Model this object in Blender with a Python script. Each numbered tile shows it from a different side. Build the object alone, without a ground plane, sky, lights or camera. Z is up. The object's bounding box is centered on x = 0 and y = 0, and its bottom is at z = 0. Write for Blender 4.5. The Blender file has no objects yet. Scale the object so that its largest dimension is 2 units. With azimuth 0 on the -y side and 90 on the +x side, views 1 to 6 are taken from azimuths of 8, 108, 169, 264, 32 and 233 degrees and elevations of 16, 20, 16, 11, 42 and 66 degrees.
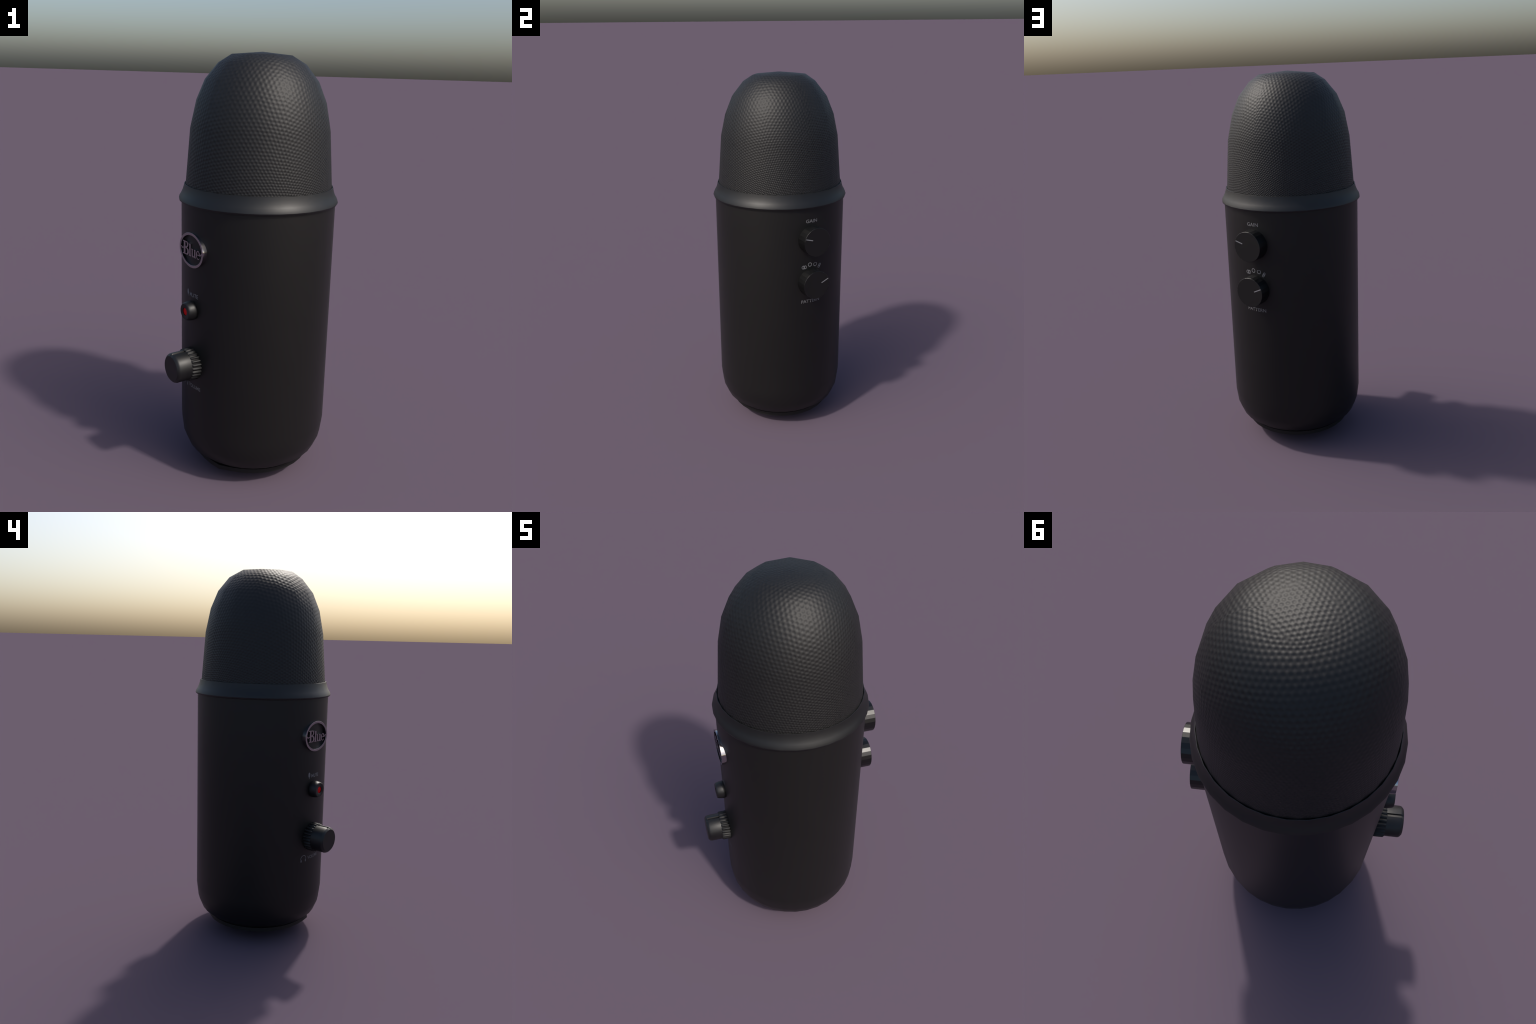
"""Side-address desktop microphone: tapered-dome grille, flared collar ring,
dark tubular shell with badge, mute button, volume knob and two rear dials."""
import bpy, bmesh, math
from math import sin, cos, pi, radians, hypot, atan2, sqrt
from mathutils import Vector, Matrix

# ------------------------------------------------------------------ frame
CX, CY = 0.0022, 0.0025          # axis of the tube
SIDES = 32                       # the shell is a 32-sided prism, smooth shaded
STEP = 360.0 / SIDES
FRONT, BACK = 315.0, 135.0       # azimuths of the two control columns
SHELL_R = 0.3588


def spot(az, r, z):
    a = radians(az)
    return Vector((CX + r * sin(a), CY - r * cos(a), z))


def shell_radius(az, r=SHELL_R):
    """radius of the 32-sided prism in a given direction"""
    d = (az - 45.0) % STEP - STEP / 2
    return r * cos(radians(STEP / 2)) / cos(radians(d))


def facing(az, dist, z):
    """local frame: X right, Y up, Z outward, at a distance from the axis"""
    a = radians(az)
    out = Vector((sin(a), -cos(a), 0))
    right = Vector((cos(a), sin(a), 0))
    m = Matrix((right, Vector((0, 0, 1)), out)).transposed().to_4x4()
    m.translation = spot(az, dist, z)
    return m


# ------------------------------------------------------------------ materials
def principled(name, color, rough, metal=0.0, spec=0.5, coat=0.0):
    m = bpy.data.materials.new(name)
    m.use_nodes = True
    b = m.node_tree.nodes['Principled BSDF']
    b.inputs['Base Color'].default_value = (*color, 1)
    b.inputs['Roughness'].default_value = rough
    b.inputs['Metallic'].default_value = metal
    b.inputs['Specular IOR Level'].default_value = spec
    if coat:
        b.inputs['Coat Weight'].default_value = coat
    return m


def fine_grain(m, scale=220.0, amount=0.05, color_spread=0.06):
    """very fine powder-coat grain: a touch of bump and value variation"""
    nt = m.node_tree
    n, l = nt.nodes, nt.links
    b = n['Principled BSDF']
    tc = n.new('ShaderNodeTexCoord')
    noise = n.new('ShaderNodeTexNoise')
    noise.inputs['Scale'].default_value = scale
    noise.inputs['Detail'].default_value = 2
    l.new(tc.outputs['Object'], noise.inputs['Vector'])
    mr = n.new('ShaderNodeMapRange')
    mr.inputs['To Min'].default_value = 1 - color_spread
    mr.inputs['To Max'].default_value = 1 + color_spread
    l.new(noise.outputs['Fac'], mr.inputs['Value'])
    mix = n.new('ShaderNodeVectorMath')
    mix.operation = 'SCALE'
    mix.inputs[0].default_value = b.inputs['Base Color'].default_value[:3]
    l.new(mr.outputs['Result'], mix.inputs['Scale'])
    l.new(mix.outputs[0], b.inputs['Base Color'])
    if amount:
        bump = n.new('ShaderNodeBump')
        bump.inputs['Strength'].default_value = amount
        bump.inputs['Distance'].default_value = 0.001
        l.new(noise.outputs['Fac'], bump.inputs['Height'])
        l.new(bump.outputs['Normal'], b.inputs['Normal'])
    return m


MAT_SHELL = fine_grain(principled('matte_black_shell', (0.0064, 0.0062, 0.0056), 0.44, spec=0.41), amount=0)
MAT_FOOT = fine_grain(principled('black_rubber_foot', (0.0055, 0.0052, 0.0052), 0.5, spec=0.35), amount=0)
MAT_COLLAR = fine_grain(principled('satin_dark_metal', (0.0042, 0.0042, 0.0043), 0.475, spec=0.5), amount=0)
MAT_KNOB = fine_grain(principled('satin_black_knob', (0.0040, 0.0040, 0.0042), 0.47, spec=0.5), amount=0)
MAT_SKIRT = fine_grain(principled('satin_black_ribs', (0.0040, 0.0040, 0.0042), 0.56, spec=0.42), amount=0)
MAT_DIAL = fine_grain(principled('glossy_dial_rim', (0.0040, 0.0040, 0.0042), 0.30, spec=0.5), amount=0)
MAT_CAP = fine_grain(principled('matte_dial_face', (0.0064, 0.0062, 0.0056), 0.44, spec=0.41), amount=0)
MAT_CHROME = principled('polished_badge_metal', (0.42, 0.405, 0.415), 0.10, metal=1.0)
MAT_INK = principled('grey_print', (0.165, 0.16, 0.165), 0.6)
MAT_MARK = principled('pale_pointer_print', (0.21, 0.205, 0.21), 0.6)
MAT_LIGHT = principled('red_lens', (0.60, 0.004, 0.005), 0.6, spec=0.15)

# ------------------------------------------------------------------ grille profile
DOME = [(0.3415, 1.385, 32), (0.3190, 1.665, 32), (0.2945, 1.787, 16),
        (0.2560, 1.878, 16), (0.1968, 1.950, 16), (0.1430, 1.9862, 8)]
DOME_TOP = 2.0
FAN = 0.6        # how far the punched sheet is fanned out round the dome


def sheet_growth():
    """M(z): how the flattened sheet grows down the dome, as curve points.
    dM/ds = FAN * (1 - dr/ds) / r, integrated from the pole."""
    prof = [(0.0, DOME_TOP)] + [(r, z) for r, z, _ in reversed(DOME)]
    pts, M = [(DOME_TOP, 0.0)], 0.0
    for (r0, z0), (r1, z1) in zip(prof, prof[1:]):
        steps = 60
        ds = hypot(r1 - r0, z1 - z0) / steps
        drds = (r1 - r0) / (ds * steps)
        for i in range(steps):
            r = r0 + (r1 - r0) * (i + .5) / steps
            M += FAN * (1 - drds) / r * ds
        pts.append((z1, M))
    return pts


def grille_material():
    m = principled('punched_dark_metal_mesh', (0.0060, 0.0058, 0.0056), 0.57, spec=0.46)
    nt = m.node_tree
    n, l = nt.nodes, nt.links

    def math_node(op, a, b=None, c=None):
        k = n.new('ShaderNodeMath')
        k.operation = op
        for i, v in enumerate((a, b, c)):
            if v is None:
                continue
            if isinstance(v, (int, float)):
                k.inputs[i].default_value = v
            else:
                l.new(v, k.inputs[i])
        return k.outputs[0]

    tc = n.new('ShaderNodeTexCoord')
    sep = n.new('ShaderNodeSeparateXYZ')
    l.new(tc.outputs['Object'], sep.inputs[0])
    x = math_node('SUBTRACT', sep.outputs[0], CX)
    y = math_node('SUBTRACT', sep.outputs[1], CY)
    z = sep.outputs[2]
    a = radians(FRONT)
    fwd = math_node('ADD', math_node('MULTIPLY', x, sin(a)), math_node('MULTIPLY', y, -cos(a)))
    side = math_node('ADD', math_node('MULTIPLY', x, cos(a)), math_node('MULTIPLY', y, sin(a)))
    ang = math_node('MULTIPLY', math_node('ARCTAN2', side, fwd), FAN)
    r2 = math_node('ADD', math_node('MULTIPLY', x, x), math_node('MULTIPLY', y, y))
    r = math_node('MAXIMUM', math_node('SQRT', r2), 0.004)
    # growth down the dome
    pts = sheet_growth()
    z_lo, z_hi, m_hi = pts[-1][0], pts[0][0], pts[-1][1]
    mr = n.new('ShaderNodeMapRange')
    mr.inputs['From Min'].default_value = z_lo
    mr.inputs['From Max'].default_value = z_hi
    l.new(z, mr.inputs['Value'])
    fc = n.new('ShaderNodeFloatCurve')
    cm = fc.mapping
    cv = cm.curves[0]
    cv.points[0].location = (0.0, 1.0)
    cv.points[1].location = (1.0, 0.0)
    for zz, M in pts[1:-1]:
        cv.points.new((zz - z_lo) / (z_hi - z_lo), M / m_hi)
    cm.update()
    l.new(mr.outputs['Result'], fc.inputs['Value'])
    M = math_node('MULTIPLY', fc.outputs[0], m_hi)
    rho = math_node('MULTIPLY', math_node('POWER', r, FAN), math_node('EXPONENT', M))
    p = math_node('MULTIPLY', rho, math_node('COSINE', ang))
    q = math_node('MULTIPLY', rho, math_node('SINE', ang))
    # pitch of the holes in the flat sheet: about 21 mm where r = 0.256
    M256 = [mm for zz, mm in pts if abs(zz - 1.878) < 1e-6][0]
    rho256 = 0.256 ** FAN * math.exp(M256)
    pitch = 0.0195 * FAN * rho256 / 0.256
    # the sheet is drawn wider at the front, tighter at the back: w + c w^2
    c = -0.075 / rho256
    p2 = math_node('ADD', p, math_node('MULTIPLY', math_node('SUBTRACT', math_node('MULTIPLY', p, p), math_node('MULTIPLY', q, q)), c))
    q2 = math_node('ADD', q, math_node('MULTIPLY', math_node('MULTIPLY', p, q), 2 * c))

    def lattice(u, v, step, turn):
        k = 2 * pi / (step * sqrt(3) / 2)
        out = None
        for d in (turn, turn + 120, turn + 240):
            t = math_node('ADD', math_node('MULTIPLY', u, k * cos(radians(d))),
                          math_node('MULTIPLY', v, k * sin(radians(d))))
            w = math_node('COSINE', t)
            out = w if out is None else math_node('ADD', out, w)
        return out

    side_h = lattice(p2, q2, pitch, 20)
    crown_h = lattice(fwd, side, 0.0165, 47)       # flat patch pressed over the crown
    blend = n.new('ShaderNodeMapRange')
    blend.interpolation_type = 'SMOOTHSTEP'
    blend.inputs['From Min'].default_value = 0.070
    blend.inputs['From Max'].default_value = 0.115
    l.new(r, blend.inputs['Value'])
    mix = n.new('ShaderNodeMix')
    l.new(blend.outputs['Result'], mix.inputs['Factor'])
    l.new(crown_h, mix.inputs['A'])
    l.new(side_h, mix.inputs['B'])
    h = mix.outputs['Result']
    bump = n.new('ShaderNodeBump')
    bump.invert = True
    bump.inputs['Strength'].default_value = 1.0
    bump.inputs['Distance'].default_value = 0.00029
    l.new(h, bump.inputs['Height'])
    l.new(bump.outputs['Normal'], n['Principled BSDF'].inputs['Normal'])
    return m


MAT_GRILLE = grille_material()

# ------------------------------------------------------------------ builders
ROOT = bpy.data.objects.new('microphone', None)
ROOT.empty_display_size = 0.3
bpy.context.scene.collection.objects.link(ROOT)
ROOT['label'] = 'matte black desktop microphone with domed mesh grille and knobs'
ROOT['category'] = 'microphone'


def add(name, mesh, mat, parent=ROOT, matrix=None, kind=None):
    o = bpy.data.objects.new(name, mesh)
    bpy.context.scene.collection.objects.link(o)
    if mat and not mesh.materials:
        mesh.materials.append(mat)
    o.parent = parent
    if matrix is not None:
        pm = parent.matrix_basis if parent is not ROOT else Matrix()
        o.matrix_basis = pm.inverted() @ matrix
    if kind:
        o['kind'] = kind
    return o


def mesh_from(name, verts, faces, smooth_angle=None):
    me = bpy.data.meshes.new(name)
    me.from_pydata([tuple(v) for v in verts], [], faces)
    bm = bmesh.new()
    bm.from_mesh(me)
    bmesh.ops.recalc_face_normals(bm, faces=bm.faces)
    if smooth_angle is not None:
        for f in bm.faces:
            f.smooth = True
        lim = radians(smooth_angle)
        for e in bm.edges:
            e.smooth = not (len(e.link_faces) == 2 and e.calc_face_angle(0) > lim)
    bm.to_mesh(me)
    bm.free()
    me.update()
    return me


def band(a, b, close=True):
    """faces between two vertex loops (equal counts, or b has half as many)"""
    na, nb = len(a), len(b)
    out = []
    if na == nb:
        for i in range(na if close else na - 1):
            j = (i + 1) % na
            out.append((a[i], a[j], b[j], b[i]))
    elif na == 2 * nb:
        for i in range(nb):
            j = (i + 1) % nb
            f0, f1, f2 = a[2 * i], a[2 * i + 1], a[(2 * i + 2) % na]
            out += [(f0, f1, b[i]), (f1, b[j], b[i]), (f1, f2, b[j])]
    return out


def lathe(name, profile, smooth_angle, sides=SIDES, az0=45.0, cap_start=False,
          cap_end=False, closed=False, tweak=None, local=False):
    """profile: (radius, height) around the tube axis, or around local Z"""
    verts, loops, faces = [], [], []
    for k, (r, z) in enumerate(profile):
        loop = []
        for i in range(sides):
            az = az0 + i * 360.0 / sides
            rr = r + (tweak(az % 360, k) if tweak else 0.0)
            loop.append(len(verts))
            if local:
                a = radians(az)
                verts.append((rr * cos(a), rr * sin(a), z))
            else:
                verts.append(spot(az, rr, z))
        loops.append(loop)
    for a, b in zip(loops, loops[1:]):
        faces += band(a, b)
    if closed:
        faces += band(loops[-1], loops[0])
    if cap_start:
        faces.append(tuple(reversed(loops[0])))
    if cap_end:
        faces.append(tuple(loops[-1]))
    return mesh_from(name, verts, faces, smooth_angle)


# ------------------------------------------------------------------ shell, foot, collar, grille
shell = add('body_shell', lathe('body_shell', [
    (0.2795, 0.0795), (0.3258, 0.1165), (0.3492, 0.172), (0.3588, 0.252), (0.3588, 1.3385), (0.33, 1.3385)],
    40, cap_end=True, cap_start=True), MAT_SHELL)


def port_bulge(az, k):
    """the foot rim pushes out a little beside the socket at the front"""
    if k not in (1, 2):
        return 0.0
    return {326.25: 0.004, 337.5: 0.012, 348.75: 0.003}.get(round(az, 2), 0.0)


foot = add('base_foot', lathe('base_foot', [
    (0.262, 0.086), (0.2835, 0.0800), (0.2850, 0.0605), (0.235, 0.045), (0.150, 0.006), (0.10, 0.0)],
    40, cap_start=True, cap_end=True, tweak=port_bulge), MAT_FOOT)

collar = add('collar_ring', lathe('collar_ring', [
    (0.3560, 1.3350), (0.3686, 1.3385), (0.3708, 1.3450), (0.3675, 1.3565),
    (0.3602, 1.3680), (0.3530, 1.3840), (0.3477, 1.4010), (0.3452, 1.4135),
    (0.3432, 1.4142), (0.3378, 1.4085), (0.3370, 1.3900), (0.335, 1.36), (0.335, 1.33)],
    25, closed=True), MAT_COLLAR)


def grille_mesh():
    verts, loops, faces = [], [], []
    for r, z, sides in DOME:
        loop = []
        for i in range(sides):
            loop.append(len(verts))
            verts.append(spot(73.125 + i * 360.0 / sides, r, z))
        loops.append(loop)
    for a, b in zip(loops, loops[1:]):
        faces += band(a, b)
    top = len(verts)
    verts.append(spot(0, 0, DOME_TOP))
    last = loops[-1]
    for i in range(len(last)):
        faces.append((last[i], last[(i + 1) % len(last)], top))
    faces.append(tuple(reversed(loops[0])))
    return mesh_from('mesh_grille', verts, faces, 60)


grille = add('mesh_grille', grille_mesh(), MAT_GRILLE)


# ------------------------------------------------------------------ flat lettering helpers
def curve_mesh(name, curve, subdivide=0.0):
    o = bpy.data.objects.new(name, curve)
    bpy.context.scene.collection.objects.link(o)
    dg = bpy.context.evaluated_depsgraph_get()
    dg.update()
    me = bpy.data.meshes.new_from_object(o.evaluated_get(dg))
    bpy.data.objects.remove(o)
    me.name = name
    if subdivide:
        bm = bmesh.new()
        bm.from_mesh(me)
        bmesh.ops.triangulate(bm, faces=bm.faces)
        for _ in range(2):
            es = [e for e in bm.edges if e.calc_length() > subdivide]
            if es:
                bmesh.ops.subdivide_edges(bm, edges=es, cuts=1, use_grid_fill=True)
                bmesh.ops.triangulate(bm, faces=bm.faces)
        bm.to_mesh(me)
        bm.free()
    return me


def word_mesh(name, word, width, cap, spread=1.0):
    c = bpy.data.curves.new(name, 'FONT')
    c.body = word
    c.align_x = 'LEFT'
    c.size = 1.0
    c.space_character = spread
    c.extrude = 0.0
    c.offset = 0.010
    me = curve_mesh(name, c)
    xs = [v.co.x for v in me.vertices]
    ys = [v.co.y for v in me.vertices]
    sx, sy = width / (max(xs) - min(xs)), cap / (max(ys) - min(ys))
    mx, my = (max(xs) + min(xs)) / 2, (max(ys) + min(ys)) / 2
    for v in me.vertices:
        v.co.x = (v.co.x - mx) * sx
        v.co.y = (v.co.y - my) * sy
    return me


def outlines_mesh(name, outlines, extrude=0.0, bevel=0.0):
    """filled flat shape from closed outlines (holes nest)"""
    c = bpy.data.curves.new(name, 'CURVE')
    c.dimensions = '2D'
    c.fill_mode = 'BOTH'
    c.extrude = extrude
    c.bevel_depth = bevel
    for pts in outlines:
        s = c.splines.new('POLY')
        s.points.add(len(pts) - 1)
        for p, (x, y) in zip(s.points, pts):
            p.co = (x, y, 0, 1)
        s.use_cyclic_u = True
    return curve_mesh(name, c)


def ellipse(cx, cy, a, b, n=32, rot=0.0, arc=(0, 360)):
    out = []
    full = abs(arc[1] - arc[0]) >= 360
    for i in range(n):
        t = radians(arc[0] + (arc[1] - arc[0]) * i / (n if full else n - 1))
        x, y = a * cos(t), b * sin(t)
        out.append((cx + x * cos(rot) - y * sin(rot), cy + x * sin(rot) + y * cos(rot)))
    return out


def wrap_print(me, az, z, proud=0.0007, thick=0.0008):
    """lay a flat print on the shell: x runs round the tube, y runs up"""
    bm = bmesh.new()
    bm.from_mesh(me)
    bmesh.ops.triangulate(bm, faces=bm.faces)
    for _ in range(2):
        es = [e for e in bm.edges if abs(e.verts[0].co.x - e.verts[1].co.x) > 0.008]
        if es:
            bmesh.ops.subdivide_edges(bm, edges=es, cuts=1)
            bmesh.ops.triangulate(bm, faces=bm.faces)
    for v in bm.verts:
        a = az + math.degrees(v.co.x / 0.3575)
        v.co = spot(a, shell_radius(a) + proud, z + v.co.y)
    bm.to_mesh(me)
    bm.free()
    return me


def pill(x0, y0, x1, y1, w):
    """rounded bar from one point to another"""
    d = hypot(x1 - x0, y1 - y0)
    ux, uy = (x1 - x0) / d, (y1 - y0) / d
    t = atan2(uy, ux)
    pts = []
    for i in range(9):
        a = t - pi / 2 + pi * i / 8
        pts.append((x1 + w * cos(a), y1 + w * sin(a)))
    for i in range(9):
        a = t + pi / 2 + pi * i / 8
        pts.append((x0 + w * cos(a), y0 + w * sin(a)))
    return pts


# ------------------------------------------------------------------ front: badge
BADGE = facing(FRONT, 0.330, 1.141)
A, B, RIM = 0.1000, 0.0795, 0.0115
FACE = 0.0355                      # badge face above the local origin (0.3655 from the axis)


def badge_rim_mesh():
    n = 64
    verts, loops, faces = [], [], []
    for a, b, h in [(A, B, 0.008), (A, B, FACE - 0.0003), (A - 0.0003, B - 0.0003, FACE),
                    (A - RIM + 0.0003, B - RIM + 0.0003, FACE), (A - RIM, B - RIM, FACE - 0.0003), (A - RIM, B - RIM, 0.008)]:
        loop = []
        for i in range(n):
            t = 2 * pi * i / n
            loop.append(len(verts))
            verts.append((a * cos(t), b * sin(t), h))
        loops.append(loop)
    for a, b in zip(loops, loops[1:]):
        faces += band(a, b)
    faces += band(loops[-1], loops[0])
    return mesh_from('badge_rim', verts, faces, 35)


badge = add('logo_badge', badge_rim_mesh(), MAT_CHROME, matrix=BADGE)

# serif lettering, drawn letter by letter in badge coordinates (metres)
BASE = -0.0285
X_H = 0.0090


def letter_outlines():
    out = {}
    # capital B: slab serifs, stem and two bowls with counters
    top, mid = 0.0335, 0.0045
    b = [(-0.071, BASE), (-0.040, BASE)]
    b += ellipse(-0.0375, (BASE + mid) / 2, 0.0185, (mid - BASE) / 2, 11, arc=(-85, 80))
    b += ellipse(-0.0405, (mid + top) / 2 + .0005, 0.0165, (top - mid) / 2 - .0005, 11, arc=(-75, 85))
    b += [(-0.071, top), (-0.071, top - 0.004), (-0.0635, top - 0.005), (-0.0635, BASE + 0.005), (-0.071, BASE + 0.004)]
    c1 = [(-0.049, BASE + .0045)] + ellipse(-0.042, (BASE + mid) / 2, 0.0095, (mid - BASE) / 2 - .0045, 9, arc=(-80, 80)) + [(-0.049, mid - .0025)]
    c2 = [(-0.049, mid + .003)] + ellipse(-0.0435, (mid + top) / 2 + .0005, 0.0085, (top - mid) / 2 - .0045, 9, arc=(-80, 80)) + [(-0.049, top - .0045)]
    out['B'] = [b, c1, c2]
    # l: stem with flag serif and foot
    out['l'] = [[(-0.020, BASE), (0.0005, BASE), (0.0005, BASE + .0035), (-0.0035, BASE + .005), (-0.0035, 0.0285),
                 (-0.020, 0.0265), (-0.020, 0.0235), (-0.0155, 0.022), (-0.0155, BASE + .005), (-0.020, BASE + .0035)]]
    # u: two stems joined by a bowl
    u = [(0.0015, X_H), (0.0150, X_H), (0.0150, BASE + .012)]
    u += ellipse(0.0195, BASE + .0105, 0.0045, 0.0060, 7, arc=(180, 300))
    u += [(0.0255, BASE + .009), (0.0255, X_H - .0040), (0.0225, X_H - .0035), (0.0225, X_H), (0.0375, X_H),
          (0.0375, BASE + .005), (0.0410, BASE + .0035), (0.0410, BASE), (0.0265, BASE), (0.0265, BASE + .003)]
    u += ellipse(0.0145, BASE + .0085, 0.0100, 0.0090, 8, arc=(310, 190))
    u += [(0.0045, X_H - .0045), (0.0015, X_H - .0035)]
    out['u'] = [u]
    # e: ring with a bar and an open tail
    yc, ry = (BASE + X_H) / 2 + .0005, (X_H - BASE) / 2 + .0015
    e = ellipse(0.0585, yc, 0.0160, ry, 22, arc=(0, 325))
    e += ellipse(0.0600, yc - .001, 0.0100, ry - .0045, 12, arc=(320, 190))
    e += [(0.0500, yc - .0015), (0.0745, yc - .0015)]
    hole = [(0.0505, yc + .0020)] + list(reversed(ellipse(0.0585, yc + .0015, 0.0070, ry - .0050, 9, arc=(0, 180))))[0:] + [(0.0655, yc + .0020)]
    out['e'] = [e, hole]
    # zig-zag wires that tie the word to the rim
    left = [(-0.0900, 0.0015), (-0.0825, 0.0060), (-0.0790, -0.0005), (-0.0700, 0.0020), (-0.0620, 0.0020),
            (-0.0620, -0.0030), (-0.0700, -0.0030), (-0.0805, -0.0065), (-0.0835, 0.0005), (-0.0900, -0.0035)]
    right = [(-x, y - .0030) for x, y in left if x < -0.0725]
    right = [(0.0900, -0.0010), (0.0830, 0.0040), (0.0795, -0.0040), (0.0710, -0.0030), (0.0710, -0.0075),
             (0.0810, -0.0095), (0.0840, -0.0020), (0.0900, -0.0065)]
    out['wire_l'] = [left]
    out['wire_r'] = [right]
    return out


def solid_from_outlines(name, outlines, z0, z1):
    me = outlines_mesh(name, outlines)
    bm = bmesh.new()
    bm.from_mesh(me)
    bmesh.ops.remove_doubles(bm, verts=bm.verts, dist=1e-6)
    for v in bm.verts:
        v.co.z = z1
    ret = bmesh.ops.extrude_face_region(bm, geom=bm.faces[:])
    for v in [g for g in ret['geom'] if isinstance(g, bmesh.types.BMVert)]:
        v.co.z = z0
    bmesh.ops.recalc_face_normals(bm, faces=bm.faces)
    bm.to_mesh(me)
    bm.free()
    return me


for i, (key, outl) in enumerate(letter_outlines().items()):
    nm = 'badge_letter' if len(key) == 1 else 'badge_wire'
    add(nm, solid_from_outlines(nm, outl, 0.018, FACE - 0.0004 - 0.0001 * i), MAT_CHROME, parent=badge, matrix=BADGE)

# ------------------------------------------------------------------ front: mute button
MUTE = facing(FRONT, 0.350, 0.857)
button = add('mute_button', lathe('mute_button', [
    (0.041, 0.0), (0.0440, 0.006), (0.0450, 0.013), (0.0445, 0.022), (0.0428, 0.033), (0.0408, 0.042), (0.0390, 0.0462), (0.0368, 0.0482),
    (0.0190, 0.0482), (0.0180, 0.0474), (0.0180, 0.0430)],
    40, sides=40, local=True, cap_start=True, cap_end=True), MAT_KNOB, matrix=MUTE)
button.data.materials.append(MAT_CAP)
for p in button.data.polygons:
    if p.normal.z > 0.95:
        p.material_index = 1
add('indicator_light', lathe('indicator_light', [
    (0.0172, 0.040), (0.0172, 0.0442), (0.0160, 0.0447)], 40, sides=32, local=True, cap_start=True, cap_end=True),
    MAT_LIGHT, parent=button, matrix=MUTE)

# ------------------------------------------------------------------ front: volume knob
VOL = facing(FRONT, 0.350, 0.5935)


def slotted_knob_mesh():
    """plain cap with a chamfer and one slot along its top"""
    n = 48
    R, slot_d = 0.0698, 0.0062
    prof = [(0.060, 0.040), (R, 0.046), (R, 0.1065), (R - 0.0030, 0.1138), (R - 0.0110, 0.1210)]
    angs = [90 - 4.6, 90, 90 + 4.6] + [90 + 6.2 + i * (360 - 12.4) / n for i in range(n + 1)]
    verts, loops, faces = [], [], []
    for k, (r, h) in enumerate(prof):
        loop = []
        for a in angs:
            t = radians(a)
            rr = min(r, R - slot_d) if abs(a - 90) < 5 and 0 < k < 4 else r
            loop.append(len(verts))
            verts.append((rr * cos(t), rr * sin(t), h))
        loops.append(loop)
    for a, b in zip(loops, loops[1:]):
        faces += band(a, b)
    faces.append(tuple(loops[-1]))
    faces.append(tuple(reversed(loops[0])))
    return mesh_from('volume_knob', verts, faces, 40)


knob = add('volume_knob', slotted_knob_mesh(), MAT_KNOB, matrix=VOL)
knob.data.materials.append(MAT_CAP)
for p in knob.data.polygons:
    if p.normal.z > 0.98 and p.center.z > 0.1205:
        p.material_index = 1


def knurl_mesh():
    """toothed skirt under the cap: 26 rounded teeth"""
    teeth, per = 26, 6
    n = teeth * per
    shape = [1.0, 1.0, 0.72, 0.0, 0.0, 0.45]
    verts, loops, faces = [], [], []
    for r, h, depth in [(0.074, 0.0, 0.0060), (0.0768, 0.003, 0.0065), (0.0763, 0.0420, 0.0060), (0.0722, 0.0470, 0.0030), (0.060, 0.0475, 0.0)]:
        loop = []
        for i in range(n):
            t = 2 * pi * (i + 0.3 * h / 0.047 * per * 0.5) / n
            rr = r - depth * (1 - shape[i % per])
            loop.append(len(verts))
            verts.append((rr * cos(t), rr * sin(t), h))
        loops.append(loop)
    for a, b in zip(loops, loops[1:]):
        faces += band(a, b)
    faces.append(tuple(loops[-1]))
    faces.append(tuple(reversed(loops[0])))
    return mesh_from('knurled_skirt', verts, faces, 38)


add('knurled_skirt', knurl_mesh(), MAT_SKIRT, parent=knob, matrix=VOL)


# ------------------------------------------------------------------ back: two faceted dials
def dial_mesh():
    """24 flat facets with hair-thin bevels and a small rounded lip"""
    n = 24
    verts, loops, faces = [], [], []
    R = 0.0778
    for r, h in [(R, 0.0), (R, 0.0648), (R - 0.0007, 0.0656), (R - 0.0016, 0.0658)]:
        loop = []
        for i in range(n):
            for d in (-0.55, 0.55):
                t = radians(i * 360.0 / n + d + 4.0)
                loop.append(len(verts))
                verts.append((r * cos(t), r * sin(t), h))
        loops.append(loop)
    for a, b in zip(loops, loops[1:]):
        faces += band(a, b)
    faces.append(tuple(loops[-1]))
    faces.append(tuple(reversed(loops[0])))
    me = mesh_from('dial', verts, faces)
    me.materials.append(MAT_DIAL)
    me.materials.append(MAT_CAP)
    for p in me.polygons:
        if p.normal.z > 0.99:
            p.material_index = 1
    return me


DIAL = dial_mesh()
for name, z, inner, outer in (('gain_dial', 1.1660, (-0.0300, 0.0150), (-0.0670, 0.0255)),
                              ('pattern_dial', 0.9258, (0.0316, 0.0100), (0.0685, 0.0270))):
    mtx = facing(BACK, 0.350, z)
    d = add(name, DIAL, None, matrix=mtx)
    add('pointer_mark', solid_from_outlines('pointer_mark', [pill(*inner, *outer, 0.0025)], 0.0650, 0.0664),
        MAT_MARK, parent=d, matrix=mtx)

# ------------------------------------------------------------------ prints on the shell


def print_word(word, az_left, az_right, z, cap):
    w = radians(az_right - az_left) * 0.3575
    me = wrap_print(word_mesh('label_text', word, w, cap), (az_left + az_right) / 2, z)
    add('label_text', me, MAT_INK)


def print_icon(name, outlines, az, z):
    add(name, wrap_print(outlines_mesh(name, outlines), az, z), MAT_INK)


print_word('GAIN', 129.3, 139.9, 1.2690, 0.0185)
print_word('PATTERN', 125.6, 143.7, 0.8155, 0.0180)
print_word('MUTE', 311.3, 322.1, 0.9305, 0.0190)
print_word('VOLUME', 310.4, 325.5, 0.4790, 0.0180)

# pickup pattern symbols in an arc over the lower dial
w = 0.0019


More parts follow.
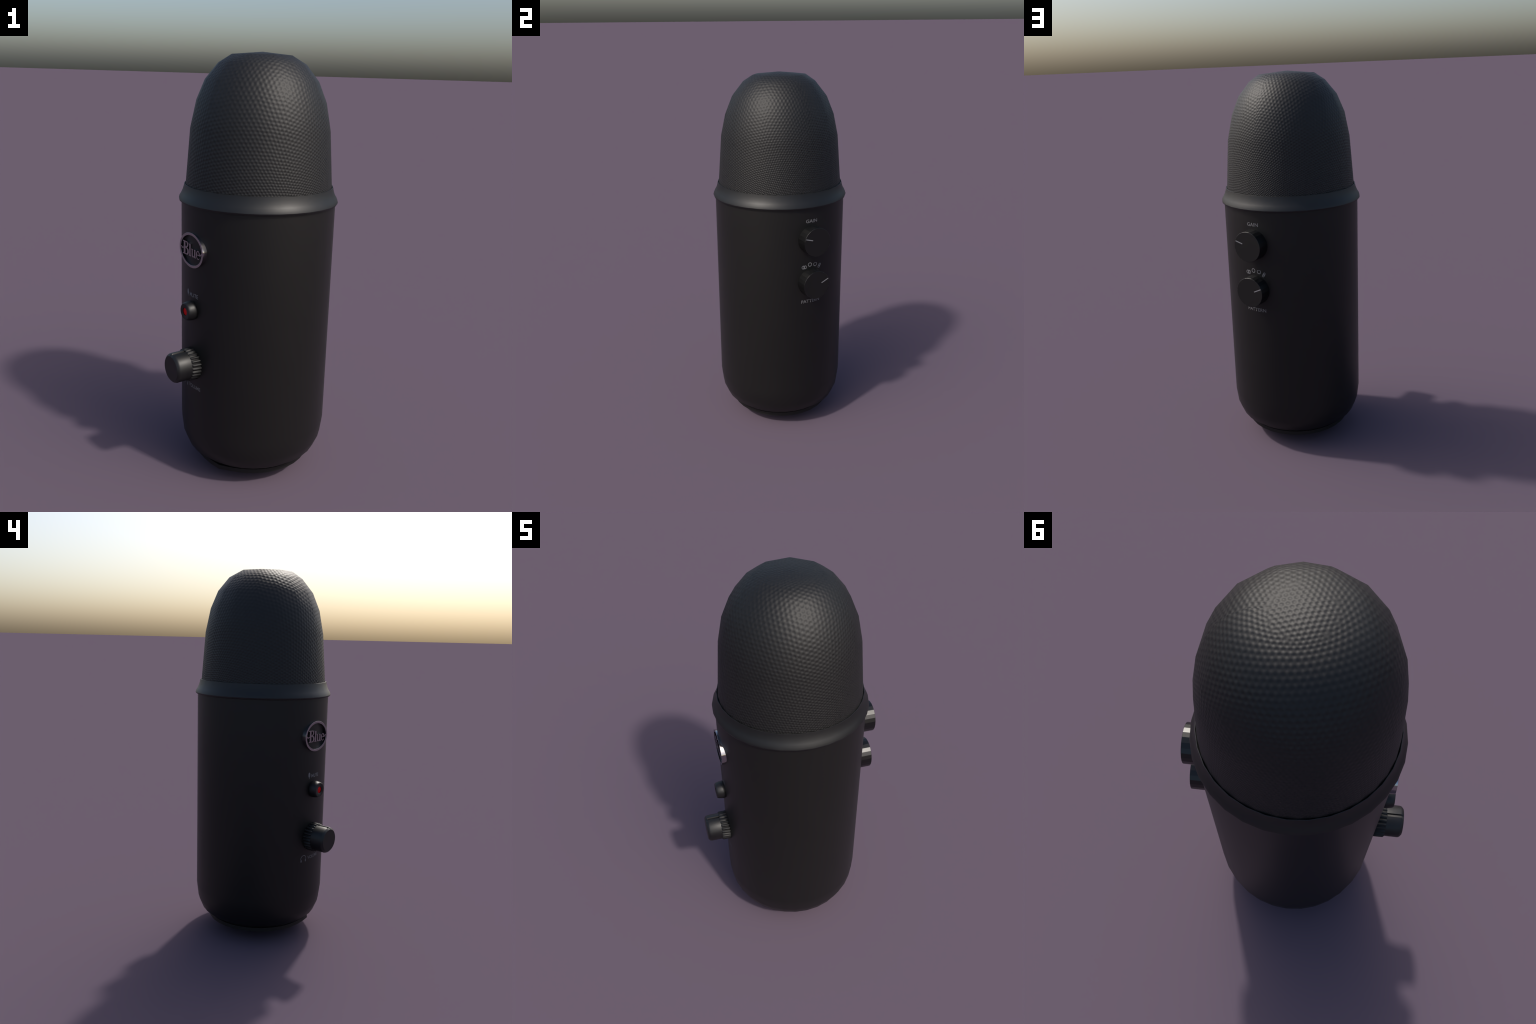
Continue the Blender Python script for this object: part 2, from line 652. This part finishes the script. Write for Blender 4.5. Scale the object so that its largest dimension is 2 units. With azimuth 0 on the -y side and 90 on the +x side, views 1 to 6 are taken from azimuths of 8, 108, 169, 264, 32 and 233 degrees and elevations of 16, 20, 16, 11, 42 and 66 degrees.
def ring_outline(cx, cy, a, b=None, rot=0.0):
    b = b or a
    return [ellipse(cx, cy, a, b, 24, rot), ellipse(cx, cy, a - 2 * w, b - 2 * w, 24, rot)]


# overlapping circles (stereo)
print_icon('pattern_symbol', [ellipse(-0.005, 0, 0.0100, 0.0105, 24, arc=(48, 312)) + ellipse(0.005, 0, 0.0100, 0.0105, 24, arc=(-132, 132)),
                              ellipse(-0.0075, 0, 0.0040, 0.0062, 16), ellipse(0.0075, 0, 0.0040, 0.0062, 16)], 128.1, 1.0150)
# open circle (omni)
print_icon('pattern_symbol', ring_outline(0, 0, 0.0118), 133.4, 1.0270)


# heart-like loop (cardioid)
def cardioid(scale, dip):
    pts = []
    for i in range(32):
        t = 2 * pi * i / 32
        r = scale * (1 - dip * max(0.0, cos(t - pi / 2)) ** 6)
        pts.append((r * cos(t), r * sin(t)))
    return pts


print_icon('pattern_symbol', [cardioid(0.0118, 0.30), cardioid(0.0080, 0.28)], 138.7, 1.0240)
# figure of eight
print_icon('pattern_symbol', [pill(-0.0035, -0.0060, 0.0035, 0.0060, 0.0066), ellipse(-0.0035, -0.0060, 0.0034, 0.0034, 14), ellipse(0.0035, 0.0060, 0.0034, 0.0034, 14)], 143.1, 1.0110)

# small microphone next to MUTE
print_icon('microphone_symbol', [[(-0.0012, -0.0175), (0.0012, -0.0175), (0.0022, -0.0080)] +
                                 ellipse(0, 0.0040, 0.0072, 0.0135, 20, arc=(-65, 245)) + [(-0.0022, -0.0080)]], 308.6, 0.9325)
# headphones next to VOLUME
band_o = ellipse(0, 0.000, 0.0205, 0.0195, 22, arc=(-15, 195)) + ellipse(0, 0.000, 0.0175, 0.0165, 22, arc=(195, -15))
print_icon('headphone_symbol', [band_o], 305.0, 0.4800)
print_icon('headphone_symbol', [pill(-0.0165, -0.0150, -0.0165, -0.0085, 0.0036)], 305.0, 0.4800)
print_icon('headphone_symbol', [pill(0.0165, -0.0150, 0.0165, -0.0085, 0.0036)], 305.0, 0.4800)
